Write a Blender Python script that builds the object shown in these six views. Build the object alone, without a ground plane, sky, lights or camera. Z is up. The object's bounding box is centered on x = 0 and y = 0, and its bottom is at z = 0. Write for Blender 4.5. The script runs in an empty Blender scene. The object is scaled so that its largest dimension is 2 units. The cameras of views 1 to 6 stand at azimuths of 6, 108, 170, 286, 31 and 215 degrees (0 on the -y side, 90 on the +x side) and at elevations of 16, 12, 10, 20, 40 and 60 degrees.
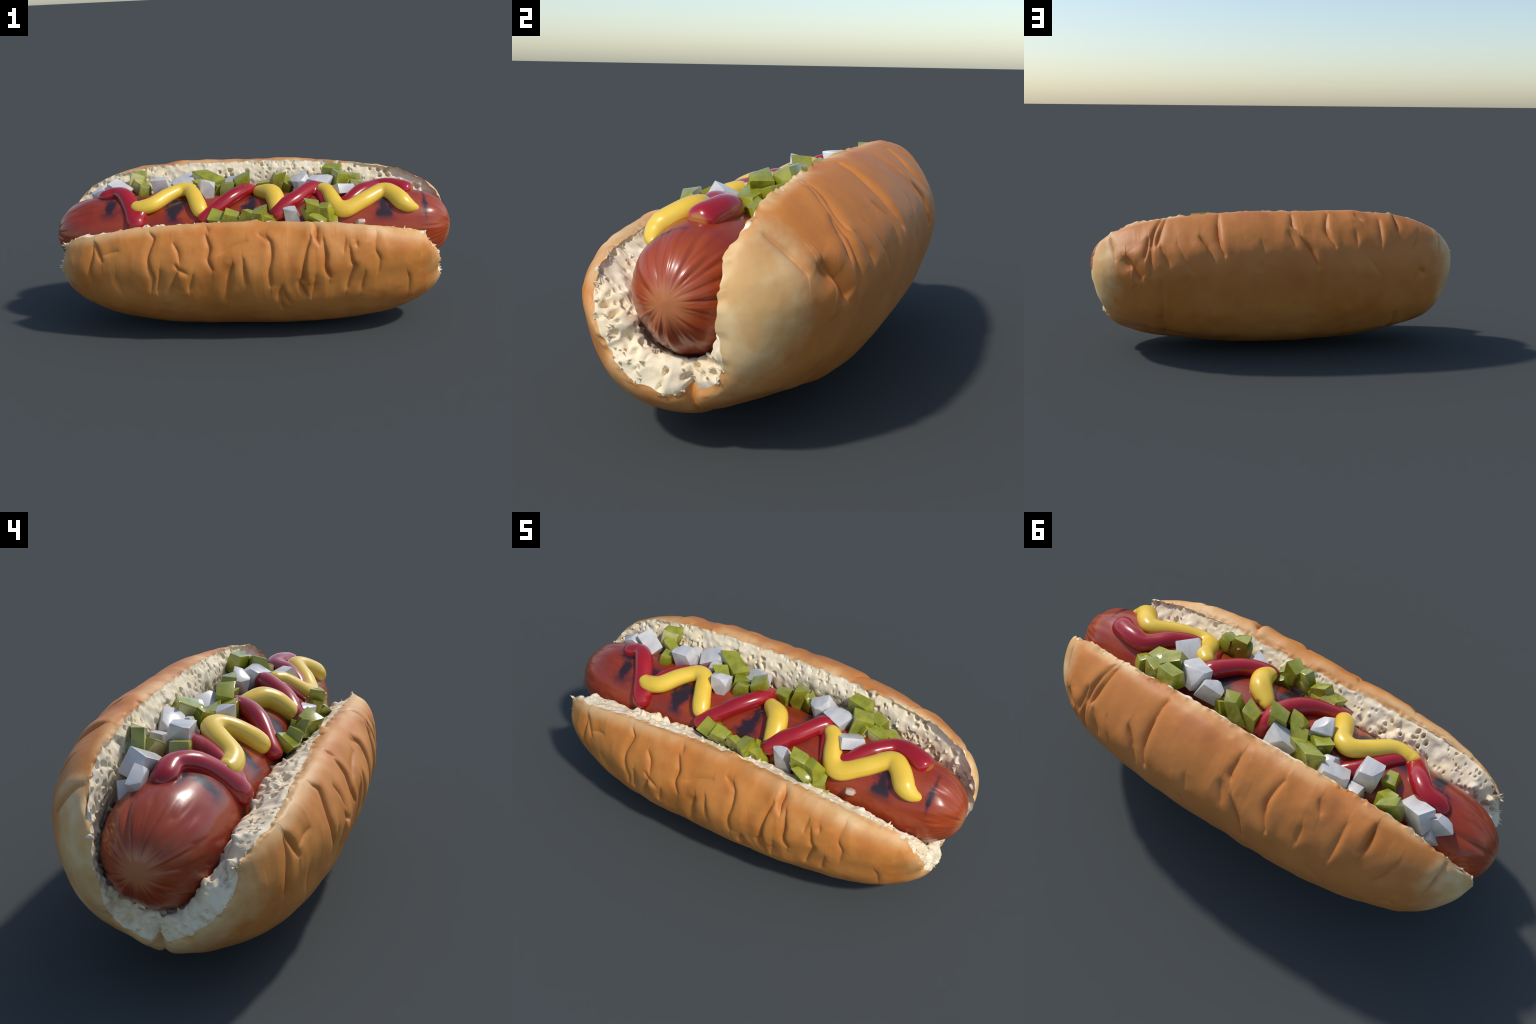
"""A loaded hot dog: a split, wrinkled bun with torn crumb inside, a grilled
sausage lying in it, zigzags of ketchup and mustard, diced onion and pickle."""
import math
import random
import numpy as np

# ------------------------------------------------------------------ noise
def _hash(ix, iy, iz, seed):
    h = (ix.astype(np.int64) * 374761393 + iy.astype(np.int64) * 668265263
         + iz.astype(np.int64) * 2147483647 + seed * 974711) & 0xFFFFFFFF
    h = ((h ^ (h >> 13)) * 1274126177) & 0xFFFFFFFF
    h = ((h ^ (h >> 16)) * 2246822519) & 0xFFFFFFFF
    return ((h ^ (h >> 15)) & 0xFFFFFF) / float(0x1000000)


def vnoise(p, freq, seed):
    """Smooth value noise in -1..1."""
    q = np.asarray(p) * freq + 57.3
    i = np.floor(q)
    f = q - i
    f = f * f * f * (f * (f * 6 - 15) + 10)
    i = i.astype(np.int64)
    out = 0
    for a in (0, 1):
        for b in (0, 1):
            for c in (0, 1):
                w = ((f[..., 0] if a else 1 - f[..., 0]) * (f[..., 1] if b else 1 - f[..., 1])
                     * (f[..., 2] if c else 1 - f[..., 2]))
                out = out + w * _hash(i[..., 0] + a, i[..., 1] + b, i[..., 2] + c, seed)
    return out * 2 - 1


def fbm(p, freq, seed, octaves=3):
    return sum(vnoise(p, freq * 2 ** k, seed + 31 * k) / 2 ** k for k in range(octaves))


def cells(p, freq, seed):
    """Distance to the nearest cell point and that cell's random value."""
    q = np.asarray(p) * freq + 91.7
    i = np.floor(q).astype(np.int64)
    best = np.full(q.shape[:-1], 9.0)
    rnd = np.zeros(q.shape[:-1])
    for a in (-1, 0, 1):
        for b in (-1, 0, 1):
            for c in (-1, 0, 1):
                n = i + np.array((a, b, c))
                h = [_hash(n[..., 0], n[..., 1], n[..., 2], seed + k) for k in range(4)]
                d = np.sqrt(sum((n[..., k] + h[k] - q[..., k]) ** 2 for k in range(3)))
                near = d < best
                best = np.where(near, d, best)
                rnd = np.where(near, h[3], rnd)
    return best, rnd


def step(lo, hi, x):
    t = np.clip((x - lo) / (hi - lo), 0, 1)
    return t * t * (3 - 2 * t)


def spline(points, n=None, at=None):
    """Centripetal-free Catmull-Rom through the points, sampled at 0..1."""
    P = np.asarray(points, float)
    u = (np.linspace(0, 1, n) if at is None else np.asarray(at)) * (len(P) - 1)
    k = np.clip(np.floor(u).astype(int), 0, len(P) - 2)
    f = (u - k)[:, None]
    ext = np.vstack([2 * P[0] - P[1], P, 2 * P[-1] - P[-2]])
    a, b, c, d = ext[k], ext[k + 1], ext[k + 2], ext[k + 3]
    return 0.5 * (2 * b + (c - a) * f + (2 * a - 5 * b + 4 * c - d) * f * f + (3 * b - a - 3 * c + d) * f ** 3)


# ------------------------------------------------------------------ bun form
# Cross-sections of the loaf, (y, z), front lip -> base -> back lip, for the
# left part, the middle and the right part; then the U of the torn rim at
# either end, (x, y, z)
CRUST_LEFT = [(-0.352, 0.570), (-0.374, 0.571), (-0.408, 0.545), (-0.441, 0.480), (-0.460, 0.399), (-0.453, 0.313),
              (-0.430, 0.200), (-0.359, 0.102), (-0.230, 0.031), (-0.098, 0.022), (0.007, 0.045), (0.113, 0.065),
              (0.208, 0.092), (0.307, 0.134), (0.408, 0.241), (0.454, 0.362), (0.476, 0.491), (0.457, 0.596),
              (0.409, 0.680), (0.346, 0.747), (0.270, 0.786), (0.200, 0.787)]
CRUST_MID = [(-0.300, 0.574), (-0.346, 0.577), (-0.393, 0.546), (-0.439, 0.480), (-0.469, 0.400), (-0.461, 0.310),
             (-0.422, 0.206), (-0.345, 0.118), (-0.227, 0.038), (-0.100, 0.008), (0.010, 0.020), (0.120, 0.038),
             (0.217, 0.074), (0.309, 0.134), (0.397, 0.250), (0.447, 0.368), (0.476, 0.492), (0.461, 0.594),
             (0.411, 0.674), (0.340, 0.737), (0.269, 0.772), (0.204, 0.770)]
CRUST_RIGHT = [(-0.318, 0.563), (-0.356, 0.574), (-0.406, 0.555), (-0.451, 0.484), (-0.457, 0.399), (-0.441, 0.317),
               (-0.416, 0.210), (-0.349, 0.113), (-0.230, 0.031), (-0.100, 0.005), (0.009, 0.029), (0.113, 0.064),
               (0.203, 0.102), (0.298, 0.145), (0.399, 0.251), (0.457, 0.364), (0.492, 0.490), (0.471, 0.601),
               (0.404, 0.671), (0.335, 0.723), (0.269, 0.760), (0.202, 0.777)]
RIM_RIGHT = [(0.857, -0.264, 0.487), (0.872, -0.270, 0.461), (0.892, -0.266, 0.430), (0.915, -0.253, 0.401), (0.928, -0.239, 0.374), (0.934, -0.223, 0.344),
             (0.929, -0.202, 0.309), (0.936, -0.177, 0.269), (0.938, -0.132, 0.235), (0.939, -0.068, 0.215), (0.928, -0.001, 0.202), (0.918, 0.051, 0.213),
             (0.919, 0.094, 0.244), (0.938, 0.118, 0.287), (0.963, 0.124, 0.336), (0.979, 0.123, 0.391), (0.986, 0.122, 0.439), (0.983, 0.123, 0.487),
             (0.976, 0.126, 0.525), (0.966, 0.131, 0.555), (0.957, 0.131, 0.572), (0.943, 0.130, 0.585)]
RIM_LEFT = [(-0.905, -0.248, 0.448), (-0.896, -0.258, 0.446), (-0.892, -0.264, 0.426), (-0.901, -0.259, 0.397), (-0.915, -0.248, 0.368), (-0.926, -0.233, 0.341),
            (-0.929, -0.203, 0.304), (-0.930, -0.165, 0.262), (-0.929, -0.103, 0.224), (-0.928, -0.046, 0.197), (-0.922, 0.008, 0.193), (-0.907, 0.054, 0.209),
            (-0.903, 0.098, 0.236), (-0.920, 0.117, 0.273), (-0.943, 0.120, 0.310), (-0.960, 0.121, 0.358), (-0.973, 0.122, 0.406), (-0.979, 0.125, 0.463),
            (-0.974, 0.129, 0.508), (-0.953, 0.140, 0.547), (-0.925, 0.157, 0.572), (-0.892, 0.173, 0.591)]
# The hollow that holds the sausage, at mid length
HOLLOW_MID = [(-.300, .575), (-.248, .541), (-.206, .508), (-.197, .445), (-.190, .365), (-.160, .292),
              (-.105, .240), (-.045, .216), (.000, .200), (.045, .214), (.105, .246), (.160, .300),
              (.192, .370), (.198, .450), (.184, .530), (.172, .620), (.176, .700), (.205, .765)]


def sausage_radius(x):
    return .196 * np.sqrt(np.maximum(1 - np.clip((np.abs(x) - .56) / .44, 0, 1) ** 3.3, 0))


def sausage_z(x):
    return .440 + .008 * x + .022 * x * x


def loft(sections, t, s, power, root, hug=None):
    """Sweep the sections along the bun, easing them into the rims at the ends."""
    left, mid, right = (spline(c, at=t) for c in sections)
    rims = {1: spline(RIM_RIGHT, at=t), -1: spline(RIM_LEFT, at=t)}
    P = np.zeros((len(s), len(t), 3))
    for k, v in enumerate(s):
        rim = rims[1 if v >= 0 else -1]
        tau = abs(v)
        r = (1 - tau ** power) ** root
        w = min(tau / .75, 1) ** 1.5
        full = mid * (1 - w) + (right if v >= 0 else left) * w
        if hug is not None:      # draw the bread in around the tapering sausage
            x = v * .95
            centre = np.array((-.01, sausage_z(x)))
            ratio = (sausage_radius(x) + .012 - .022 * step(.72, .88, tau)) / (sausage_radius(0.0) + .012)
            full = full + (centre + (full - centre) * ratio - full) * (hug * step(.45, .6, tau))[:, None]
        P[k, :, 0] = rim[:, 0] * tau
        P[k, :, 1:] = rim[:, 1:] + (full - rim[:, 1:]) * r[:, None]
        if hug is not None:      # the cut face never rises above the lip beside it
            upright = step(.62, .80, t) + step(.30, .14, t)
            lip_power, lip_root = (a + (b - a) * step(.4, .65, t) for a, b in (CRUST_POWER, CRUST_ROOT))
            rz = r + ((1 - tau ** lip_power) ** lip_root - r) * upright
            P[k, :, 2] = rim[:, 2] + (full[:, 1] - rim[:, 2]) * rz
    return P


CRUST_POWER, CRUST_ROOT = (2.75, 2.50), (.615, .490)      # front wall, back wall


def crust_base(ns, nt):
    s = np.sin(np.linspace(-1, 1, ns) * math.pi / 2)
    s = .45 * np.linspace(-1, 1, ns) + .55 * s
    t = np.linspace(0, 1, nt)
    back = step(.4, .65, t)
    power, root = (a + (b - a) * back for a, b in (CRUST_POWER, CRUST_ROOT))
    return loft((CRUST_LEFT, CRUST_MID, CRUST_RIGHT), t, s, power, root), s, t


def hollow_base(ns, nt):
    s = .8 * np.linspace(-1, 1, ns) + .2 * np.sin(np.linspace(-1, 1, ns) * math.pi / 2)
    t = np.linspace(0, 1, nt)
    # the top edges must follow the crust's lips exactly
    back = step(.4, .65, t)
    lip = np.maximum(1 - t / .16, 0) ** 1.2 + np.maximum(1 - (1 - t) / .14, 0) ** 1.3
    power, root = (a + (b - a) * back for a, b in (CRUST_POWER, CRUST_ROOT))
    power, root = power * lip + 38 * (1 - lip), root * lip + .9 * (1 - lip)
    cuts = []
    for crust in (CRUST_LEFT, CRUST_MID, CRUST_RIGHT):
        cut = np.array(HOLLOW_MID)
        for k, f in ((0, 1.0), (1, .6), (2, .1)):
            cut[k] += f * (np.array(crust[0]) - HOLLOW_MID[0])
            cut[-1 - k] += f * (np.array(crust[-1]) - HOLLOW_MID[-1])
        cuts.append(cut)
    hug = step(.10, .24, t) * step(.90, .66, t) * (.75 + .25 * step(.34, .46, t))
    return loft(cuts, t, s, power, root, hug), s, t


def grid_normals(P):
    a = np.gradient(P, axis=0)
    b = np.gradient(P, axis=1)
    n = np.cross(a, b)
    l = np.linalg.norm(n, axis=-1, keepdims=True)
    return n / np.maximum(l, 1e-9)


# ------------------------------------------------------------------ wrinkles
WRINKLES = []


def wrinkle(side, depth, width, *pts):
    """A crease in the crust; its points are (x, z) on the front or back wall,
    or (x, y) on the underside."""
    WRINKLES.append((side, depth, width, pts))


wrinkle("front", 0.016, 0.013, (-0.715, 0.495), (-0.699, 0.457), (-0.678, 0.408))
wrinkle("front", 0.014, 0.016, (-0.725, 0.483), (-0.731, 0.429), (-0.745, 0.370), (-0.743, 0.303))
wrinkle("front", 0.016, 0.013, (-0.435, 0.547), (-0.415, 0.525), (-0.431, 0.480), (-0.443, 0.434), (-0.439, 0.386), (-0.420, 0.340), (-0.435, 0.280))
wrinkle("front", 0.012, 0.012, (-0.321, 0.503), (-0.296, 0.469), (-0.291, 0.416))
wrinkle("front", 0.010, 0.012, (-0.314, 0.410), (-0.292, 0.381), (-0.256, 0.363))
wrinkle("front", 0.012, 0.016, (-0.387, 0.386), (-0.394, 0.333), (-0.409, 0.272))
wrinkle("front", 0.014, 0.016, (-0.297, 0.381), (-0.317, 0.333), (-0.356, 0.233))
wrinkle("front", 0.012, 0.016, (-0.228, 0.357), (-0.244, 0.306), (-0.253, 0.276))
wrinkle("front", 0.018, 0.013, (-0.166, 0.536), (-0.149, 0.486), (-0.155, 0.434), (-0.132, 0.382))
wrinkle("front", 0.010, 0.020, (-0.102, 0.456), (-0.045, 0.486), (0.031, 0.506))
wrinkle("front", 0.016, 0.018, (-0.036, 0.411), (-0.056, 0.357), (-0.076, 0.223))
wrinkle("front", 0.014, 0.015, (0.012, 0.434), (0.017, 0.376), (0.022, 0.304))
wrinkle("front", 0.006, 0.015, (-0.673, 0.439), (-0.623, 0.457), (-0.589, 0.465))
wrinkle("front", 0.008, 0.014, (-0.168, 0.571), (-0.152, 0.545))
wrinkle("front", 0.008, 0.025, (-0.616, 0.342), (-0.593, 0.244))
wrinkle("front", 0.008, 0.013, (0.082, 0.536), (0.121, 0.511))
wrinkle("front", 0.016, 0.013, (0.120, 0.525), (0.141, 0.497), (0.148, 0.440), (0.134, 0.370), (0.135, 0.298))
wrinkle("front", 0.013, 0.013, (0.188, 0.291), (0.173, 0.246), (0.178, 0.165))
wrinkle("front", 0.020, 0.012, (0.327, 0.520), (0.306, 0.471), (0.291, 0.393), (0.288, 0.327), (0.274, 0.307), (0.301, 0.234))
wrinkle("front", 0.024, 0.014, (0.324, 0.569), (0.351, 0.555), (0.353, 0.524), (0.362, 0.490))
wrinkle("front", 0.020, 0.012, (0.386, 0.509), (0.398, 0.442), (0.396, 0.387), (0.412, 0.335))
wrinkle("front", 0.010, 0.014, (0.486, 0.510), (0.479, 0.451))
wrinkle("front", 0.015, 0.013, (0.505, 0.470), (0.515, 0.407), (0.530, 0.380), (0.511, 0.331), (0.489, 0.271))
wrinkle("front", 0.008, 0.012, (0.540, 0.497), (0.545, 0.472))
wrinkle("front", 0.009, 0.016, (0.632, 0.527), (0.627, 0.453), (0.643, 0.408), (0.634, 0.345))
wrinkle("front", 0.007, 0.016, (0.579, 0.354), (0.564, 0.289), (0.554, 0.254))
wrinkle("front", 0.005, 0.014, (0.850, 0.452), (0.844, 0.401))
wrinkle("front", 0.010, 0.014, (0.193, 0.269), (0.221, 0.197))
wrinkle("front", 0.008, 0.018, (0.343, 0.352), (0.324, 0.228))
wrinkle("front", 0.005, 0.016, (0.773, 0.329), (0.783, 0.289), (0.780, 0.220))
wrinkle("back", 0.014, 0.014, (0.886, 0.640), (0.873, 0.589), (0.860, 0.536))
wrinkle("back", 0.020, 0.022, (0.823, 0.557), (0.786, 0.506))
wrinkle("back", 0.025, 0.020, (0.807, 0.560), (0.773, 0.514), (0.744, 0.456), (0.733, 0.443))
wrinkle("back", 0.014, 0.014, (0.691, 0.650), (0.704, 0.600), (0.714, 0.556))
wrinkle("back", 0.016, 0.014, (0.624, 0.732), (0.663, 0.683), (0.678, 0.631), (0.687, 0.559), (0.685, 0.473))
wrinkle("back", 0.018, 0.016, (0.605, 0.733), (0.644, 0.661), (0.656, 0.618))
wrinkle("back", 0.012, 0.016, (0.637, 0.613), (0.607, 0.559), (0.596, 0.520))
wrinkle("back", 0.008, 0.018, (0.557, 0.634), (0.517, 0.558), (0.463, 0.481))
wrinkle("back", 0.018, 0.016, (0.439, 0.661), (0.404, 0.627), (0.372, 0.550))
wrinkle("back", 0.020, 0.016, (0.328, 0.763), (0.343, 0.702), (0.341, 0.644), (0.318, 0.578))
wrinkle("back", 0.006, 0.022, (0.131, 0.651), (0.116, 0.594))
wrinkle("back", 0.011, 0.020, (0.636, 0.431), (0.630, 0.230), (0.604, 0.111))
wrinkle("back", 0.006, 0.018, (0.132, 0.546), (0.127, 0.493))
wrinkle("back", 0.014, 0.015, (-0.042, 0.764), (-0.038, 0.720), (-0.053, 0.702))
wrinkle("back", 0.008, 0.018, (-0.018, 0.692), (-0.044, 0.618))
wrinkle("back", 0.022, 0.015, (-0.080, 0.662), (-0.126, 0.606), (-0.161, 0.516))
wrinkle("back", 0.018, 0.015, (-0.237, 0.761), (-0.214, 0.706), (-0.222, 0.666), (-0.252, 0.611))
wrinkle("back", 0.012, 0.014, (-0.385, 0.758), (-0.411, 0.731))
wrinkle("back", 0.010, 0.015, (-0.371, 0.687), (-0.375, 0.624))
wrinkle("back", 0.012, 0.016, (-0.510, 0.733), (-0.513, 0.678), (-0.509, 0.611))
wrinkle("back", 0.022, 0.014, (-0.603, 0.743), (-0.608, 0.721), (-0.605, 0.677))
wrinkle("back", 0.010, 0.018, (-0.732, 0.665), (-0.706, 0.611), (-0.676, 0.578))
wrinkle("back", 0.020, 0.013, (-0.876, 0.650), (-0.870, 0.608), (-0.856, 0.545))
wrinkle("back", 0.010, 0.022, (-0.725, 0.476), (-0.761, 0.438))
wrinkle("back", 0.014, 0.016, (-0.603, 0.233), (-0.594, 0.122))
wrinkle("back", 0.006, 0.020, (-0.422, 0.553), (-0.492, 0.462))
wrinkle("under", 0.030, 0.016, (-0.87, -0.035), (-0.80, -0.02), (-0.68, 0.0))
wrinkle("under", 0.012, 0.016, (0.88, 0.02), (0.80, 0.02), (0.70, 0.01))

# ---- end of plain maths ----

def wrinkle_relief(P):
    """Height of the folds at each point of the crust (negative in a crease)."""
    flat = P.reshape(-1, 3)
    h = np.zeros(len(flat))
    for side, depth, width, pts in WRINKLES:
        width *= 1.12
        if side == "under":
            path = np.array([flat[np.argmin(np.hypot(flat[:, 0] - a, flat[:, 1] - b) + 9 * (flat[:, 2] > .3))] for a, b in pts])
        else:
            wrong = 9.0 * ((flat[:, 1] > -.02) if side == "front" else (flat[:, 1] < .06))
            path = np.array([flat[np.argmin(np.hypot(flat[:, 0] - a, flat[:, 2] - b) + wrong)] for a, b in pts])
        path = .5 * spline(path, n=6 * len(path)) + .5 * np.stack([np.interp(np.linspace(0, 1, 6 * len(path)), np.linspace(0, 1, len(path)), path[:, k]) for k in range(3)], -1)
        lo, hi = path.min(0) - 5 * width, path.max(0) + 5 * width
        near = np.where(np.all((flat > lo) & (flat < hi), axis=1))[0]
        if not len(near):
            continue
        q = flat[near] + .003 * np.stack([vnoise(flat[near], 12, 401), 0 * near, 0 * near], -1)
        best = np.full(len(q), 9.0)
        along = np.zeros(len(q))
        across = np.zeros(len(q))
        lean = 1 if int(depth * 1e4 + abs(pts[0][0]) * 1e3) % 3 else -1
        for k in range(len(path) - 1):
            a, d = path[k], path[k + 1] - path[k]
            f = np.clip(((q - a) @ d) / max(d @ d, 1e-12), 0, 1)
            dist = np.linalg.norm(q - a - f[:, None] * d, axis=1)
            better = dist < best
            best = np.where(better, dist, best)
            across = np.where(better, q[:, 0] - (a + f[:, None] * d)[:, 0], across)
            along = np.where(better, (k + f) / (len(path) - 1), along)
        taper = .35 + .65 * np.sin(np.clip(along, 0, 1) * math.pi) ** .7
        best = best / (.45 + .65 * taper)
        groove = -np.exp(-1.8 * best / width)
        # one plate of crust rides a little over the other
        pillow = .10 * np.exp(-((best - 2.0 * width) / (1.6 * width)) ** 2)
        pillow = pillow + .30 * lean * np.sign(across) * np.exp(-best / (2.2 * width)) * (1 - np.exp(-2 * best / width))
        h[near] += 1.15 * depth * taper * (groove + pillow)
    return h.reshape(P.shape[:2])


def rag(P):
    """Shift shared by crust and crumb where they meet: a ragged edge."""
    shift = .006 * np.stack([vnoise(P, 26, 71 + k) + .6 * vnoise(P, 60, 75 + k) for k in range(3)], -1)
    return shift


def cleft(P, d):
    """The notch where the two halves of the loaf part company at either end."""
    shift = np.zeros(P.shape)
    low = step(.34, .27, P[..., 2]) * step(.10, .0, d)
    for end, y, depth in ((-1, -.030, .055), (1, .020, .040)):
        pull = depth * np.exp(-np.abs(P[..., 1] - y) / .020) * low * (P[..., 0] * end > .5)
        shift += pull[..., None] * np.array((-end * .75, 0, .65))
    return shift


def edge_distance(P):
    """Distance from each grid point to the nearest border of the grid."""
    gs = np.linalg.norm(np.diff(P, axis=0), axis=-1)
    gt = np.linalg.norm(np.diff(P, axis=1), axis=-1)
    cs = np.vstack([np.zeros(P.shape[1]), np.cumsum(gs, 0)])
    ct = np.hstack([np.zeros((P.shape[0], 1)), np.cumsum(gt, 1)])
    return np.minimum(np.minimum(cs, cs[-1] - cs), np.minimum(ct, ct[:, -1:] - ct))


def crust_surface():
    P, s, t = crust_base(680, 330)
    out = -grid_normals(P)
    d = edge_distance(P)
    relief = wrinkle_relief(P) + .004 * vnoise(P, 4.0, 11) + .0016 * vnoise(P, 11, 12) + .0004 * vnoise(P, 38, 13)
    # soft lengthwise-stretched folds that cross the loaf
    relief += .0030 * vnoise(P * np.array((1.0, .22, .22)), 13, 19)
    # the skin has slackened into long flat facets with crisp borders between
    facet, _ = cells(P * np.array((1.0, .38, .38)) + .02 * np.stack([vnoise(P, 6, 23 + k) for k in range(3)], -1), 6.5, 21)
    slack = step(.06, .22, P[..., 2]) * step(1.0, .88, np.abs(P[..., 0])) * (.35 + .65 * step(-.3, .4, vnoise(P, 2.6, 27)))
    relief += .015 * (facet - .5) * slack
    facet, _ = cells(P * np.array((1.0, .5, .5)), 13, 22)
    relief += .0050 * (facet - .5) * slack
    relief *= step(0, .045, d)
    return P + out * relief[..., None] + rag(P) * (1 - step(0, .03, d))[..., None] + cleft(P, d)


def crumb_surface():
    P, s, t = hollow_base(680, 250)
    up = grid_normals(P)
    d = edge_distance(P)
    r = np.hypot(P[..., 1] + .01, P[..., 2] - .44)
    contact = 1 - step(.205, .27, r)
    # coarse torn lumps, most where the sausage pressed on the bread
    rough = .009 * vnoise(P, 12, 201) + .003 * vnoise(P, 36, 205)
    where = step(-.1, .45, vnoise(P, 6, 225))
    d1, r1 = cells(P, 21, 221)
    lumps = .024 * step(.62, .18, d1) * (r1 < .55) * where
    d5, r5 = cells(P, 20, 271)
    ridge = step(.16, .05, np.abs(P[..., 2] - .52)) * step(-.17, -.2, P[..., 1]) * step(-.27, -.22, P[..., 1])
    lumps += ridge * .014 * step(.60, .15, d5) * (r5 < .6) * step(.2, -.3, P[..., 0] + .3 * vnoise(P, 3, 275))
    # round pores that open in patches
    d2, r2 = cells(P, 30, 231)
    patch = step(-.2, .25, vnoise(P, 4.5, 235))
    pores = -.030 * step(.40, .24, d2) * (r2 < .6) * patch
    d3, r3 = cells(P, 58, 241)
    pores += -.012 * step(.42, .25, d3) * (r3 < .35) * step(-.3, .2, vnoise(P, 6, 245))
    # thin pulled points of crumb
    d4, r4 = cells(P, 40, 251)
    points = .032 * np.maximum(0, 1 - d4 / .50) ** 2.2 * (r4 < .42) * step(-.4, .2, vnoise(P, 5, 255))
    ends = step(.80, .88, np.abs(P[..., 0])) * step(.60, .52, P[..., 2])
    pores -= .020 * step(.46, .24, d2) * (r2 < .75) * ends * (1 - patch)
    rough += ends * (.012 * vnoise(P, 20, 281) + .010 * np.abs(vnoise(P, 38, 282)))
    heap = .013 * step(-.10, -.24, P[..., 0]) * step(-.18, -.22, P[..., 1]) * step(.42, .48, P[..., 2]) * (.6 + .6 * vnoise(P, 9, 291))
    relief = (rough + lumps + heap + points + pores) * step(.0, .022, d)
    tall_lip = step(.62, .68, P[..., 2]) * (P[..., 1] > 0)
    relief = np.where((tall_lip > 0) & (d < .07), np.minimum(relief, .002 + .3 * np.maximum(d - .03, 0)), relief)
    # keep the lumps off the sausage itself
    relief = np.where((r < .222) & (P[..., 2] < .47), np.minimum(relief, .010), relief)
    calm = step(.09, .02, d) * step(-.1, -.2, P[..., 1]) * .5
    relief *= 1 - calm * step(-.6, -.35, P[..., 0]) * step(.9, .6, np.abs(P[..., 0]))
    side = .004 * np.stack([vnoise(P, 40, 261 + k) for k in range(3)], -1) * step(0, .03, d)[..., None]
    return P + up * relief[..., None] + side + rag(P) * (1 - step(0, .03, d))[..., None] + cleft(P, d)


# ------------------------------------------------------------------ blender
import bpy
import bmesh
from mathutils import Vector, Euler, Matrix

RNG = random.Random(7)
SAUSAGE_Y = -.010


def new_object(name, mesh, parent, mats=(), smooth=True):
    ob = bpy.data.objects.new(name, mesh)
    bpy.context.scene.collection.objects.link(ob)
    ob.parent = parent
    for m in mats:
        mesh.materials.append(m)
    if smooth and mesh.polygons:
        mesh.polygons.foreach_set("use_smooth", [True] * len(mesh.polygons))
    return ob


def grid_mesh(name, P, flip=False, wrap=False):
    ns, nt = P.shape[:2]
    idx = np.arange(ns * nt).reshape(ns, nt)
    if wrap:
        idx = np.hstack([idx, idx[:, :1]])
    q = np.stack([idx[:-1, :-1], idx[1:, :-1], idx[1:, 1:], idx[:-1, 1:]], -1).reshape(-1, 4)
    if flip:
        q = q[:, ::-1]
    me = bpy.data.meshes.new(name)
    me.vertices.add(ns * nt)
    me.vertices.foreach_set("co", P.reshape(-1))
    me.loops.add(q.size)
    me.loops.foreach_set("vertex_index", q.reshape(-1))
    me.polygons.add(len(q))
    me.polygons.foreach_set("loop_start", np.arange(0, q.size, 4))
    me.update(calc_edges=True)
    me.validate()
    return me


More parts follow.
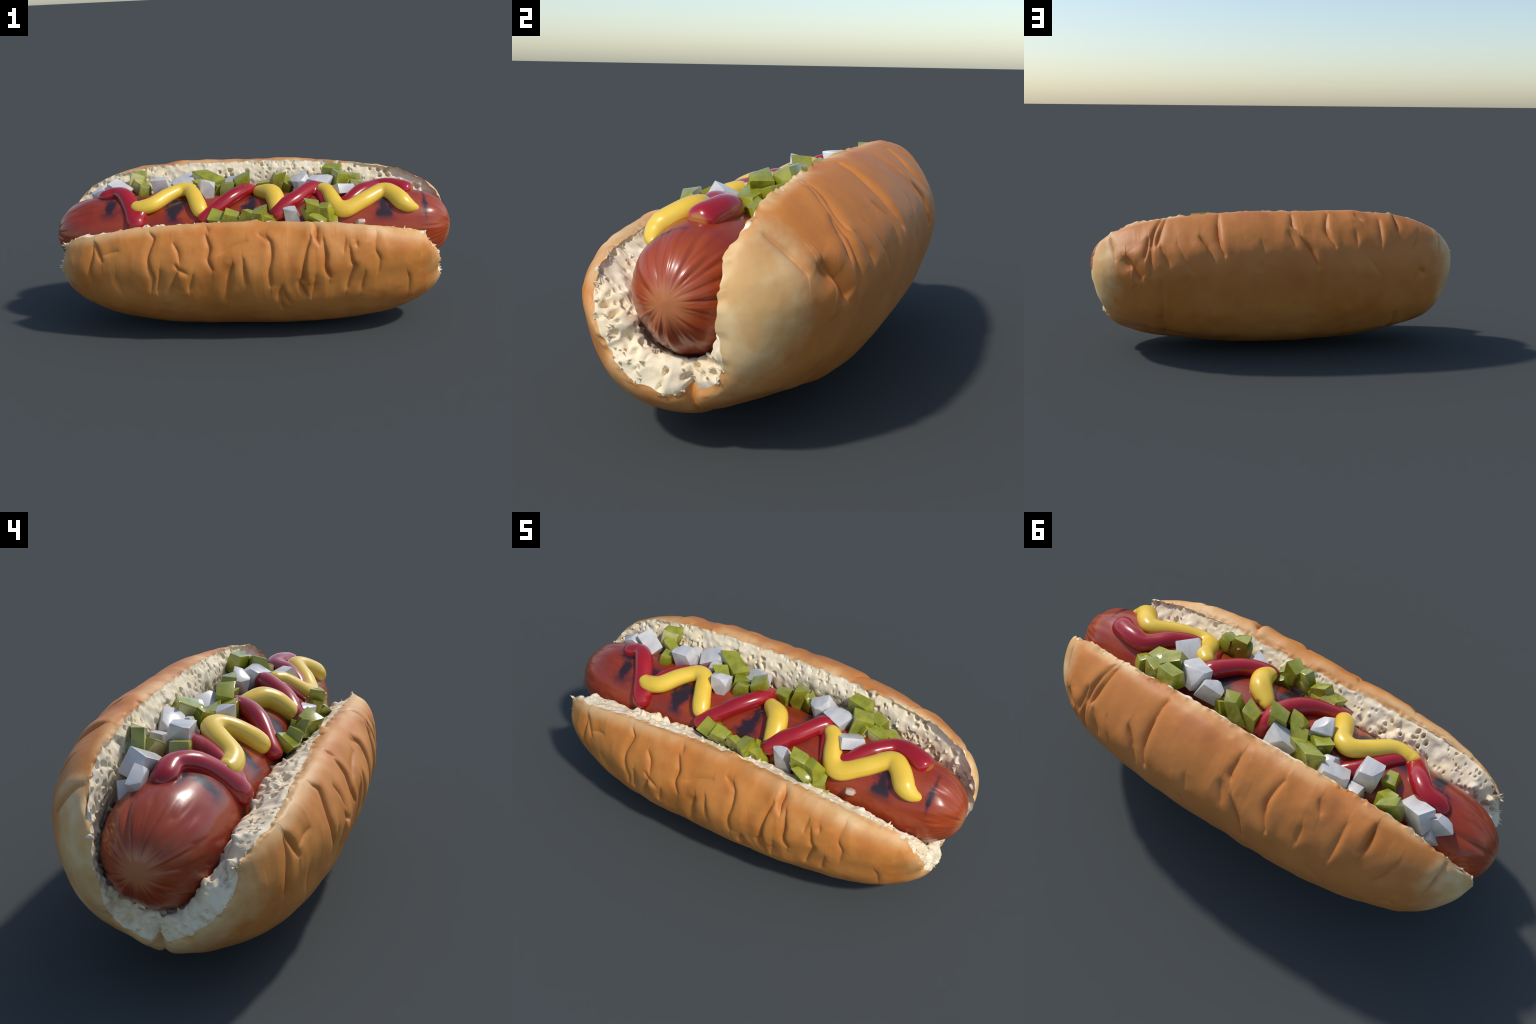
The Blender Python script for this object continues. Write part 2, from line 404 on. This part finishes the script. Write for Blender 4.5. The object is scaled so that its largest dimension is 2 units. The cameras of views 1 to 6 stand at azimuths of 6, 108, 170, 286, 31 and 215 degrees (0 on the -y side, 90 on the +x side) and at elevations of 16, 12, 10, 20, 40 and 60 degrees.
# ------------------------------------------------------------------ materials
class Nodes:
    """Small helper for writing node trees as expressions."""

    def __init__(self, name):
        self.mat = bpy.data.materials.new(name)
        self.mat.use_nodes = True
        self.t = self.mat.node_tree
        self.bsdf = self.t.nodes["Principled BSDF"]
        self.obj = self.t.nodes.new("ShaderNodeTexCoord").outputs["Object"]
        sep = self.t.nodes.new("ShaderNodeSeparateXYZ")
        self.t.links.new(self.obj, sep.inputs[0])
        self.x, self.y, self.z = sep.outputs

    def put(self, sock, v):
        if isinstance(v, bpy.types.NodeSocket):
            self.t.links.new(v, sock)
        elif isinstance(v, tuple) and len(v) == 3 and sock.type == "RGBA":
            sock.default_value = (*v, 1)
        else:
            sock.default_value = v

    def math(self, op, a, b=0.0, c=0.0, clamp=False):
        n = self.t.nodes.new("ShaderNodeMath")
        n.operation = op
        n.use_clamp = clamp
        for s, v in zip(n.inputs, (a, b, c)):
            self.put(s, v)
        return n.outputs[0]

    def add(self, a, b): return self.math("ADD", a, b)
    def sub(self, a, b): return self.math("SUBTRACT", a, b)
    def mul(self, a, b): return self.math("MULTIPLY", a, b)
    def abs(self, a): return self.math("ABSOLUTE", a)

    def ramp(self, v, lo, hi, smooth=True):
        n = self.t.nodes.new("ShaderNodeMapRange")
        n.interpolation_type = "SMOOTHSTEP" if smooth else "LINEAR"
        flip = lo > hi
        self.put(n.inputs["Value"], v)
        n.inputs["From Min"].default_value = min(lo, hi)
        n.inputs["From Max"].default_value = max(lo, hi)
        n.inputs["To Min"].default_value = 1.0 if flip else 0.0
        n.inputs["To Max"].default_value = 0.0 if flip else 1.0
        return n.outputs[0]

    def scaled(self, scale):
        n = self.t.nodes.new("ShaderNodeMapping")
        self.put(n.inputs["Vector"], self.obj)
        n.inputs["Scale"].default_value = scale
        return n.outputs[0]

    def noise(self, scale, detail=3.0, rough=.5, vec=None, distort=0.0):
        n = self.t.nodes.new("ShaderNodeTexNoise")
        self.put(n.inputs["Vector"], vec or self.obj)
        n.inputs["Scale"].default_value = scale
        n.inputs["Detail"].default_value = detail
        n.inputs["Roughness"].default_value = rough
        n.inputs["Distortion"].default_value = distort
        return n.outputs[0]

    def mix(self, f, a, b):
        n = self.t.nodes.new("ShaderNodeMix")
        n.data_type = "RGBA"
        self.put(n.inputs[0], f)
        self.put(n.inputs[6], a)
        self.put(n.inputs[7], b)
        return n.outputs[2]

    def blob(self, centre, size, soft=.5):
        """1 inside an ellipsoid around a point, fading out."""
        t = 0.0
        for s, c, r in zip((self.x, self.y, self.z), centre, size):
            d = self.mul(self.sub(s, c), 1.0 / r)
            t = self.add(self.mul(d, d), t)
        return self.ramp(t, 1.0, 1.0 - soft)

    def bump(self, height, strength, distance):
        n = self.t.nodes.new("ShaderNodeBump")
        n.inputs["Strength"].default_value = strength
        n.inputs["Distance"].default_value = distance
        self.put(n.inputs["Height"], height)
        self.put(self.bsdf.inputs["Normal"], n.outputs[0])

    def set(self, **k):
        for name, v in k.items():
            self.put(self.bsdf.inputs[name.replace("_", " ")], v)
        return self.mat


def crust_material():
    m = Nodes("baked_crust")
    big, mid, fine = m.noise(2.6, 3), m.noise(9, 4), m.noise(70, 4, .6)
    col = m.mix(m.ramp(big, .35, .65), (.56, .200, .036), (.61, .235, .050))
    col = m.mix(m.mul(m.ramp(mid, .42, .70), .6), col, (.49, .150, .026))
    col = m.mix(m.mul(m.ramp(m.noise(4.2, 4, .6), .54, .72), .4), col, (.66, .30, .085))
    rear = m.mul(m.ramp(m.y, .10, .30), m.ramp(m.z, .25, .5))
    col = m.mix(m.mul(rear, .5), col, (.54, .180, .042))
    # pale, less baked dough: at the split ends and along the lips
    wob = m.add(m.mul(m.sub(m.noise(6, 3), .5), .10), m.mul(m.sub(mid, .5), .05))
    rear_right = m.mul(m.mul(m.ramp(m.y, .0, .15), m.ramp(m.z, .22, .42)), m.ramp(m.x, 0, .5))
    left = m.ramp(m.x, 0, -.5)
    ax = m.add(m.add(m.abs(m.x), wob), m.add(m.mul(rear_right, .050), m.mul(left, .040)))
    pale_end = m.ramp(m.add(ax, m.mul(m.sub(m.noise(14, 4, .6), .5), .12)), .845, 1.01)
    front = m.ramp(m.y, -.05, -.15)
    x2 = m.mul(m.x, m.x)
    height = m.add(m.add(m.z, m.mul(x2, .16)), m.mul(wob, .35))
    pale_front = m.mul(m.mul(m.ramp(height, .555, .612), front), .7)
    back = m.ramp(m.y, .05, .12)
    lipd = m.add(m.sub(m.y, m.mul(m.sub(m.z, .77), .6)), m.mul(wob, .5))
    pale_back = m.mul(m.mul(m.ramp(lipd, .275, .205), back), m.ramp(m.z, .60, .70))
    pale = m.math("MAXIMUM", m.math("MAXIMUM", pale_end, pale_front), m.mul(pale_back, m.ramp(m.noise(3.1, 2), .35, .6)))
    col = m.mix(m.mul(pale, .90), col, m.mix(m.ramp(mid, .38, .66), (.82, .61, .32), (.74, .45, .18)))
    # toasted patches along the top of the tall side
    toast = m.mul(m.mul(m.ramp(m.noise(5.0, 4, .6), .50, .68), m.ramp(m.z, .66, .76)), back)
    toast = m.mul(toast, m.ramp(m.abs(m.x), .75, .5))
    col = m.mix(m.mul(toast, .8), col, (.50, .165, .045))
    speck = m.mul(m.ramp(fine, .62, .75), .16)
    col = m.mix(speck, col, (.78, .48, .22))
    m.bump(m.add(m.mul(fine, .4), m.noise(160, 2)), .12, .002)
    return m.set(Base_Color=col, Roughness=.52, Specular_IOR_Level=.35)


def crumb_material():
    m = Nodes("torn_crumb")
    col = m.mix(m.ramp(m.noise(11, 4), .38, .66), (.87, .745, .54), (.81, .665, .44))
    col = m.mix(m.mul(m.ramp(m.noise(30, 3), .55, .72), .45), col, (.72, .52, .30))
    m.bump(m.noise(90, 5, .65), .35, .004)
    return m.set(Base_Color=col, Roughness=.85, Specular_IOR_Level=.15)


def sausage_material():
    m = Nodes("grilled_sausage_skin")
    soft, mid = m.noise(4, 3), m.noise(14, 5, .6)
    streak = m.noise(9, 4, .6, m.scaled((.35, 2.2, 2.2)))
    col = m.mix(m.ramp(soft, .35, .65), (.32, .043, .011), (.25, .026, .009))
    col = m.mix(m.mul(m.ramp(streak, .45, .7), .45), col, (.37, .070, .015))
    red = m.ramp(m.noise(5.5, 4, .6), .52, .70)
    col = m.mix(m.mul(red, .6), col, (.27, .016, .018))
    ax = m.abs(m.x)
    end = m.ramp(m.add(ax, m.mul(m.sub(mid, .5), .12)), .78, .98)
    col = m.mix(m.mul(end, .55), col, (.42, .078, .018))
    # purplish bloom and dark pull-lines in the puckered ends
    rad = m.math("ARCTAN2", m.sub(m.z, .455), m.add(m.y, .01))
    ring = m.t.nodes.new("ShaderNodeCombineXYZ")
    m.put(ring.inputs[0], m.mul(m.math("COSINE", rad), 1.0))
    m.put(ring.inputs[1], m.mul(m.math("SINE", rad), 1.0))
    m.put(ring.inputs[2], m.mul(m.x, .6))
    rays = m.noise(9, 2, .5, ring.outputs[0])
    col = m.mix(m.mul(m.mul(end, m.ramp(rays, .52, .68)), .45), col, (.18, .020, .012))
    tip = m.add(m.math("POWER", m.add(m.mul(m.add(m.y, .01), m.add(m.y, .01)), m.mul(m.sub(m.z, .458), m.sub(m.z, .458))), .5), m.mul(m.sub(rays, .5), .06))
    tipf = m.mul(m.ramp(tip, .085, .028), m.ramp(ax, .93, .96))
    col = m.mix(m.mul(tipf, .85), col, (.50, .185, .075))
    # char from the grill bars
    wob = m.mul(m.sub(m.noise(9, 5, .62), .46), 2.8)
    char = 0.0
    for at, lean, width, centre in CHAR_BARS:
        d = m.sub(m.add(m.x, m.mul(m.y, lean)), at)
        band = m.ramp(m.add(m.abs(m.mul(d, 1 / width)), wob), 1.0, .15)
        over = m.ramp(m.abs(m.sub(m.y, centre)), .125, .05)
        char = m.math("MAXIMUM", m.mul(band, over), char)
    char = m.mul(char, m.ramp(m.z, .50, .57))
    col = m.mix(m.math("MINIMUM", m.mul(m.ramp(char, 0, .6), .75), 1.0), col, (.15, .020, .018))
    col = m.mix(m.mul(m.ramp(char, .48, .95), .95), col, (.020, .013, .018))
    m.bump(m.add(m.noise(30, 4), m.mul(streak, .8)), .10, .004)
    return m.set(Base_Color=col, Roughness=.30, Specular_IOR_Level=.42, Coat_Weight=.18, Coat_Roughness=.12)


def sauce_material(name, colour, other, rough, tips=()):
    m = Nodes(name)
    col = m.mix(m.mul(m.ramp(m.noise(8, 3), .4, .7), .6), colour, other)
    for centre, size, tint in tips:
        col = m.mix(m.mul(m.blob(centre, size, .6), .85), col, tint)
    m.bump(m.noise(18, 2), .06, .006)
    return m.set(Base_Color=col, Roughness=rough, Specular_IOR_Level=.5, Coat_Weight=.3, Coat_Roughness=.12)


def onion_material(name="diced_onion_flesh", light=(.64, .605, .56), dark=(.46, .45, .45)):  # light/dark defaults tinted warm and lowered to cancel blue sky reflection
    m = Nodes(name)
    vein = m.noise(16, 4, .6, m.scaled((1, .35, 1)))
    col = m.mix(m.ramp(vein, .35, .7), light, dark)
    return m.set(Base_Color=col, Roughness=.28, Specular_IOR_Level=.45, Subsurface_Weight=.15, Subsurface_Radius=(.05, .05, .05), Subsurface_Scale=.1)


def pickle_material():
    m = Nodes("pickle_skin")
    col = m.mix(m.ramp(m.noise(14, 4), .35, .68), (.33, .325, .028), (.185, .195, .010))
    col = m.mix(m.mul(m.ramp(m.noise(40, 3), .55, .75), .4), col, (.42, .42, .08))
    m.bump(m.noise(28, 2), .22, .006)
    return m.set(Base_Color=col, Roughness=.19, Specular_IOR_Level=.6, Coat_Weight=.3, Coat_Roughness=.1, Subsurface_Weight=.08, Subsurface_Radius=(.04, .05, .02), Subsurface_Scale=.1)


def pickle_flesh_material():
    m = Nodes("pickle_pale_flesh")
    col = m.mix(m.ramp(m.noise(16, 3), .35, .7), (.62, .56, .26), (.48, .45, .13))
    return m.set(Base_Color=col, Roughness=.35)


# grill bars: position along the sausage, slant, half width, middle of the mark in y
CHAR_BARS = [(-.705, .10, .085, -.070), (-.330, -.20, .070, -.130), (.040, -.15, .085, -.110),
             (.270, -.10, .095, -.020), (.640, .15, .080, -.100), (.860, .10, .025, -.100), (-.560, .1, .06, -.13)]

# ------------------------------------------------------------------ build
hot_dog = bpy.data.objects.new("hot_dog", None)
bpy.context.scene.collection.objects.link(hot_dog)
hot_dog["label"] = "hot dog with ketchup, mustard, diced onion and pickle in a split bun"
hot_dog["category"] = "hot dog"

crust_mat, crumb_mat, sausage_mat = crust_material(), crumb_material(), sausage_material()
ketchup_mat = sauce_material("ketchup_sauce", (.36, .008, .014), (.27, .005, .009), .22,
                             [((.826, -.006, .628), (.034, .046, .046), (.44, .17, .035))])
mustard_mat = sauce_material("mustard_sauce", (.83, .55, .055), (.76, .46, .035), .33)
onion_mat, pickle_mat, flesh_mat = onion_material(), pickle_material(), pickle_flesh_material()
sliver_mat = onion_material('cooked_onion_flesh', (.62, .48, .38), (.52, .36, .27))

new_object("bun_crust", grid_mesh("bun_crust", crust_surface()), hot_dog, [crust_mat])
CRUMB = crumb_surface()
new_object("bun_crumb", grid_mesh("bun_crumb", CRUMB, flip=True), hot_dog, [crumb_mat])


def crumb_tufts():
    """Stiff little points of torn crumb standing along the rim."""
    bm = bmesh.new()
    ns, nt = CRUMB.shape[:2]

    def spike(base, aim, length, width):
        aim = aim.normalized()
        side = aim.cross(Vector((RNG.uniform(-1, 1), RNG.uniform(-1, 1), RNG.uniform(-1, 1)))).normalized()
        other = aim.cross(side)
        bend = side * length * RNG.uniform(-.35, .35)
        rings = []
        for f, w in ((-.3, 1.15), (.35, .55), (.75, .22)):
            c = base + aim * length * f + bend * f * f
            rings.append([bm.verts.new(c + (side * math.cos(a) + other * math.sin(a) * .6) * width * w)
                          for a in (0, 1.26, 2.51, 3.77, 5.03)])
        top = bm.verts.new(base + aim * length + bend)
        for a, b in zip(rings, rings[1:]):
            for k in range(5):
                bm.faces.new((a[k], a[(k + 1) % 5], b[(k + 1) % 5], b[k]))
        for k in range(5):
            bm.faces.new((rings[-1][k], rings[-1][(k + 1) % 5], top))

    for n in range(110):
        pick = RNG.random()
        if pick < .34:                               # right-hand end, short wall and base
            i, j, aim = ns - 1 - RNG.randint(0, 5), int(nt * RNG.uniform(.0, .62)), Vector((1, -.15, .45))
        elif pick < .56:                             # left-hand end
            i, j, aim = RNG.randint(0, 5), int(nt * RNG.uniform(.0, .55)), Vector((-1, -.1, .45))
        elif pick < .72:                             # far end of the short lip
            i, j, aim = int(ns * RNG.uniform(.0, .17)), RNG.randint(0, 26), Vector((-.2, -.25, 1))
        elif pick < .86:
            i, j, aim = int(ns * RNG.uniform(.85, 1)) - 1, RNG.randint(0, 22), Vector((.2, -.2, 1))
        else:                                        # tall lip
            i, j, aim = ns - 1 - RNG.randint(0, 8), int(nt * RNG.uniform(.3, .6)), Vector((1, -.1, .7))
        base = Vector(CRUMB[i, j])
        aim = aim + Vector((RNG.uniform(-.6, .6), RNG.uniform(-.6, .6), RNG.uniform(-.4, .5)))
        spike(base, aim, RNG.uniform(.008, .020), RNG.uniform(.004, .007))
    me = bpy.data.meshes.new("crumb_tuft")
    bm.to_mesh(me)
    bm.free()
    ob = new_object("crumb_tuft", me, hot_dog, [crumb_mat])
    ob["kind"] = "stuff"


crumb_tufts()


def sausage():
    ns, na = 300, 200
    u = np.linspace(-1, 1, ns)
    x = .62 * np.sin(u * math.pi / 2) + .38 * u
    x = np.clip(x, -.9999999, .9999999)
    a = np.linspace(0, 2 * math.pi, na, endpoint=False)
    radius = sausage_radius(x)
    X = np.repeat(x[:, None], na, 1)
    ring = np.stack([np.cos(a)[None] + 0 * X, np.sin(a)[None] + 0 * X, X * 1.1 + np.sign(X) * 5], -1)
    # pulled pleats fanning out from each tip
    pleat = np.abs(vnoise(ring, 3.1, 301)) ** .8 * 1.1 + .45 * np.abs(vnoise(ring, 6.5, 302)) - .55
    reach = step(.80, .95, np.abs(X) + .05 * vnoise(ring, 2.2, 303)) * step(.015, .085, radius[:, None] + 0 * X)
    surf = np.stack([X, np.cos(a)[None] * radius[:, None], np.sin(a)[None] * radius[:, None]], -1)
    swell = .006 * vnoise(surf, 3.5, 305) + .002 * vnoise(surf, 11, 306)
    r = radius[:, None] + (pleat * .012 * reach) + swell * step(0, .1, radius)[:, None]
    P = np.stack([X, SAUSAGE_Y + np.cos(a)[None] * r * (1 - .08 * step(.35, .6, np.abs(X)) * (np.cos(a)[None] < 0)), sausage_z(X) + np.sin(a)[None] * r * 1.03], -1)
    new_object("sausage", grid_mesh("sausage", P, flip=True, wrap=True), hot_dog, [sausage_mat])


sausage()


# ------------------------------------------------------------------ sauces
def squeeze(bm, points, radii):
    """A bead of sauce along a path, blunt at both ends."""
    n = 14 * len(points)
    C = spline(points, n=n)
    R = np.interp(np.linspace(0, 1, n), np.linspace(0, 1, len(radii)), radii)
    R = R * (1 + .06 * vnoise(C, 14, 331))
    ends = np.minimum(np.arange(n), np.arange(n)[::-1]) / (n - 1.0)
    lengths = np.linalg.norm(np.diff(C, axis=0), axis=1).sum()
    d = ends * lengths
    R = R * np.sqrt(np.clip(1 - (1 - np.clip(d / R, 0, 1)) ** 2, .0, 1))
    rings = []
    T = np.gradient(C, axis=0)
    for c, t, r in zip(C, T, R):
        t = Vector(t).normalized()
        up = Vector((0, c[1] - SAUSAGE_Y, c[2] - sausage_z(c[0]))).normalized()
        side = t.cross(up).normalized()
        up = side.cross(t)
        ring = []
        for k in range(18):
            a = 2 * math.pi * k / 18
            ring.append(bm.verts.new(Vector(c) + side * math.cos(a) * max(r, .001) * 1.04 + up * (math.sin(a) * max(r, .001) * (.90 if math.sin(a) > 0 else 1.0) - .009)))
        rings.append(ring)
    for p, q in zip(rings, rings[1:]):
        for k in range(18):
            bm.faces.new((p[k], p[(k + 1) % 18], q[(k + 1) % 18], q[k]))
    bm.faces.new(rings[0][::-1])
    bm.faces.new(rings[-1])


def sauce(name, mat, strands):
    bm = bmesh.new()
    for points, radii in strands:
        squeeze(bm, points, radii)
    me = bpy.data.meshes.new(name)
    bm.to_mesh(me)
    bm.free()
    ob = new_object(name, me, hot_dog, [mat])
    rm = ob.modifiers.new("merge", "REMESH")
    rm.mode, rm.voxel_size, rm.use_smooth_shade = "VOXEL", .0055, True
    sm = ob.modifiers.new("settle", "SMOOTH")
    sm.iterations, sm.factor = 7, .5
    dg = bpy.context.evaluated_depsgraph_get()
    done = bpy.data.meshes.new_from_object(ob.evaluated_get(dg))
    ob.modifiers.clear()
    ob.data = done
    done.name = name
    done.polygons.foreach_set("use_smooth", [True] * len(done.polygons))
    return ob


sauce("ketchup", ketchup_mat, [
    # curl and drip at the left end
    ([(-.770, .035, .622), (-.735, .006, .648), (-.675, .000, .666), (-.625, -.045, .660), (-.585, -.105, .620),
      (-.555, -.160, .562), (-.535, -.205, .508)], (.036, .042, .040, .042, .044, .050, .042)),
    ([(-.545, -.185, .550), (-.520, -.130, .605), (-.475, -.060, .640), (-.430, .000, .648), (-.355, .075, .632),
      (-.320, .100, .612)], (.040, .036, .034, .036, .036, .030)),
    # bars across the middle
    ([(-.215, -.205, .545), (-.188, -.180, .575), (-.090, -.105, .648), (-.015, -.010, .672), (.008, .070, .650),
      (.025, .120, .610)], (.036, .036, .038, .038, .038, .032)),
    ([(.150, -.205, .555), (.167, -.178, .598), (.248, -.112, .648), (.318, -.018, .678), (.350, .000, .668),
      (.368, -.065, .648), (.395, -.125, .605), (.420, -.170, .560)], (.036, .040, .040, .038, .034, .030, .030, .028)),
    # wave at the right end
    ([(.440, -.125, .605), (.500, -.115, .632), (.567, -.046, .664), (.640, .028, .668), (.712, .028, .668),
      (.770, .010, .656), (.818, -.008, .640)], (.028, .032, .038, .040, .043, .047, .046)),
])
sauce("mustard", mustard_mat, [
    ([(-.572, -.122, .634), (-.535, -.138, .620), (-.468, -.128, .634), (-.405, -.062, .664), (-.340, -.010, .682),
      (-.292, -.022, .680), (-.268, -.072, .662), (-.240, -.130, .622), (-.212, -.178, .575)],
     (.026, .038, .040, .038, .038, .038, .038, .040, .034)),
    ([(.062, .020, .650), (.060, -.010, .662), (.118, -.062, .668), (.142, -.110, .648), (.152, -.160, .612),
      (.160, -.195, .572)], (.030, .038, .046, .046, .038, .034)),
    ([(.350, -.025, .684), (.400, -.065, .668), (.424, -.120, .634), (.450, -.158, .604), (.495, -.166, .598),
      (.577, -.124, .632), (.665, -.058, .664), (.715, -.082, .654), (.762, -.130, .620), (.800, -.136, .598),
      (.845, -.120, .582)], (.026, .036, .038, .042, .042, .040, .040, .042, .044, .034, .012)),
])


# ------------------------------------------------------------------ diced pieces
def chunk_mesh(name, size, jitter, pinch, bevel, seed, chips, pale_face=None, peaks=0):
    """A hand-cut dice: skewed, uneven corners, a chipped corner or two, faces
    slightly hollow, softened edges."""
    r = random.Random(seed)
    bm = bmesh.new()
    bmesh.ops.create_cube(bm, size=1)
    taper, skew = r.uniform(.72, 1.08), (r.uniform(-.25, .25), r.uniform(-.25, .25))
    for v in bm.verts:
        c = v.co.copy()
        k = taper if c.z > 0 else 1
        c = Vector((c.x * k + skew[0] * c.z, c.y * k + skew[1] * c.z, c.z))
        v.co = Vector([c[i] * size[i] * (1 + r.uniform(-jitter, jitter)) for i in range(3)])
    small = min(size)
    for v in r.sample(bm.verts[:], peaks):
        v.co *= r.uniform(1.15, 1.42)
    for n in range(chips):
        way = Vector((r.choice((-1, 1)) * r.uniform(.5, 1), r.choice((-1, 1)) * r.uniform(.5, 1), r.choice((-1, 1, 1)) * r.uniform(.4, 1)))
        far = max(bm.verts, key=lambda v: v.co.dot(way)).co
        cut = bmesh.ops.bisect_plane(bm, geom=bm.verts[:] + bm.edges[:] + bm.faces[:], plane_co=far - way.normalized() * small * r.uniform(.18, .38),
                                     plane_no=way, clear_outer=True)
        bmesh.ops.holes_fill(bm, edges=[e for e in bm.edges if e.is_boundary])
    if pale_face is not None:
        axis, sign = pale_face
        for f in bm.faces:
            f.normal_update()
            f.material_index = 1 if f.normal[axis] * sign > .75 else 0
    for f in sorted(bm.faces, key=lambda f: -f.calc_area())[:5]:
        f.normal_update()
        n = f.normal.copy()
        mid = bmesh.ops.poke(bm, faces=[f])["verts"][0]
        mid.co += Vector([r.uniform(-.15, .15) * k for k in size]) - n * small * pinch * r.uniform(-.4, 1.0)
    sharp = [e for e in bm.edges if len(e.link_faces) == 2 and e.calc_face_angle(0) > .7]
    bmesh.ops.bevel(bm, geom=sharp, offset=small * bevel, segments=2, profile=.6, affect="EDGES", clamp_overlap=True)
    bmesh.ops.triangulate(bm, faces=[f for f in bm.faces if len(f.verts) > 4])
    bmesh.ops.recalc_face_normals(bm, faces=bm.faces[:])
    me = bpy.data.meshes.new(name)
    bm.to_mesh(me)
    bm.free()
    return me


def chunk(kind, at, size, turn=(0, 0, 0), pale=None):
    seed = int(abs(at[0] * 977 + at[1] * 3331 + at[2] * 7919) * 100) + 5
    if kind == "onion_sliver":
        me = chunk_mesh(kind, size, .05, -.02, .42, seed, 0)
        mats = [sliver_mat]
    elif kind == "onion_piece":
        me = chunk_mesh(kind, size, .16, .04, .07, seed, 1 + seed % 2)
        mats = [onion_mat]
    else:
        me = chunk_mesh(kind, size, .22, .17, .07, seed, seed % 2, pale, 3)
        mats = [pickle_mat, flesh_mat]
    ob = new_object(kind, me, hot_dog, mats)
    push = .020 if at[1] < -.19 else .0      # the short wall's row lies in the gap
    ob.location = (at[0], at[1] + push, at[2] - .010 - .4 * push)
    ob.rotation_euler = [math.radians(a) for a in turn]
    me.polygons.foreach_set("use_smooth", [True] * len(me.polygons))
    me.set_sharp_from_angle(angle=math.radians(34 if kind == 'onion_piece' else 40))
    return ob


def onion(at, size, turn=(0, 0, 0)):
    chunk("onion_piece", at, size, turn)


def pickle(at, size, turn=(0, 0, 0), pale=None):
    chunk("pickle_piece", at, size, turn, pale)


onion((-.690, .085, .655), (.115, .075, .085), (20, 25, -20))
onion((-.765, .075, .640), (.110, .050, .075), (25, 35, 15))
onion((-.740, .120, .600), (.080, .060, .060), (0, 20, 30))
onion((-.459, .055, .680), (.085, .070, .100), (8, -6, 8))
onion((-.440, .135, .645), (.075, .060, .085), (5, 5, -5))
onion((-.345, .140, .675), (.120, .075, .075), (20, -20, 20))
onion((-.310, .085, .665), (.070, .070, .070), (0, 10, 40))
onion((-.211, -.020, .672), (.075, .065, .095), (-12, 6, 12))
onion((-.092, .115, .680), (.110, .070, .070), (15, -30, 15))
onion((.268, .072, .682), (.105, .075, .080), (20, -25, 10))
onion((.362, .052, .682), (.105, .080, .080), (18, 10, -22))
onion((.471, -.042, .668), (.105, .085, .045), (-22, 8, 38))
onion((.228, -.218, .580), (.080, .075, .100), (25, -8, 8))
chunk("onion_sliver", (.552, -.185, .535), (.050, .030, .070), (50, 0, 12))

pickle((-.605, .140, .700), (.080, .045, .085), (10, 10, 20), (1, -1))
pickle((-.575, .112, .672), (.085, .055, .060), (15, 20, -25), (1, -1))
pickle((-.545, .022, .652), (.060, .060, .085), (-4, 4, 10))
pickle((-.222, .118, .690), (.110, .060, .070), (20, 22, -32), (1, -1))
pickle((-.232, .045, .672), (.090, .055, .060), (10, 18, -40))
pickle((-.155, .055, .662), (.065, .060, .060), (0, 0, 25))
pickle((-.108, .006, .662), (.070, .055, .075), (-6, 2, -2))
pickle((-.040, .042, .686), (.075, .055, .080), (4, -14, 18))
pickle((.063, .082, .656), (.070, .060, .070), (10, 0, -8))
pickle((.128, .092, .682), (.065, .060, .105), (8, 12, 20))
pickle((.186, .105, .660), (.075, .060, .070), (12, 25, -25))
pickle((.420, .135, .720), (.095, .060, .080), (12, 8, -10))
pickle((.458, .055, .694), (.075, .070, .085), (10, 18, 30))
pickle((.495, .040, .672), (.055, .050, .070), (0, 25, 40), (1, -1))
pickle((.505, .110, .680), (.080, .060, .065), (8, 8, -15))
pickle((.556, .058, .658), (.070, .065, .075), (5, 5, -10), (1, -1))
pickle((.602, .095, .645), (.065, .055, .055), (10, 20, -30))
pickle((-.125, -.232, .592), (.080, .075, .045), (30, 6, -14))
pickle((-.062, -.242, .594), (.075, .060, .050), (24, 18, 6))
pickle((-.060, -.225, .565), (.085, .070, .045), (25, 20, -15), (1, -1))
pickle((.030, -.262, .596), (.080, .050, .060), (15, 15, -10))
pickle((.072, -.256, .592), (.060, .065, .075), (20, 8, -20))
pickle((.120, -.240, .555), (.065, .055, .085), (15, 0, -5))
pickle((.105, -.205, .570), (.060, .060, .060), (20, 20, 30))
pickle((.335, -.240, .622), (.065, .060, .075), (14, 8, 10))
pickle((.385, -.235, .612), (.065, .055, .065), (20, -8, -18))
pickle((.318, -.222, .590), (.060, .050, .070), (20, -10, 30))
pickle((.362, -.238, .570), (.070, .060, .055), (20, 25, -20))
pickle((.350, -.252, .530), (.080, .055, .060), (20, -6, 10))
pickle((.420, -.232, .535), (.070, .050, .055), (25, -14, 22))
pickle((.455, -.270, .515), (.050, .040, .030), (20, 0, 30))
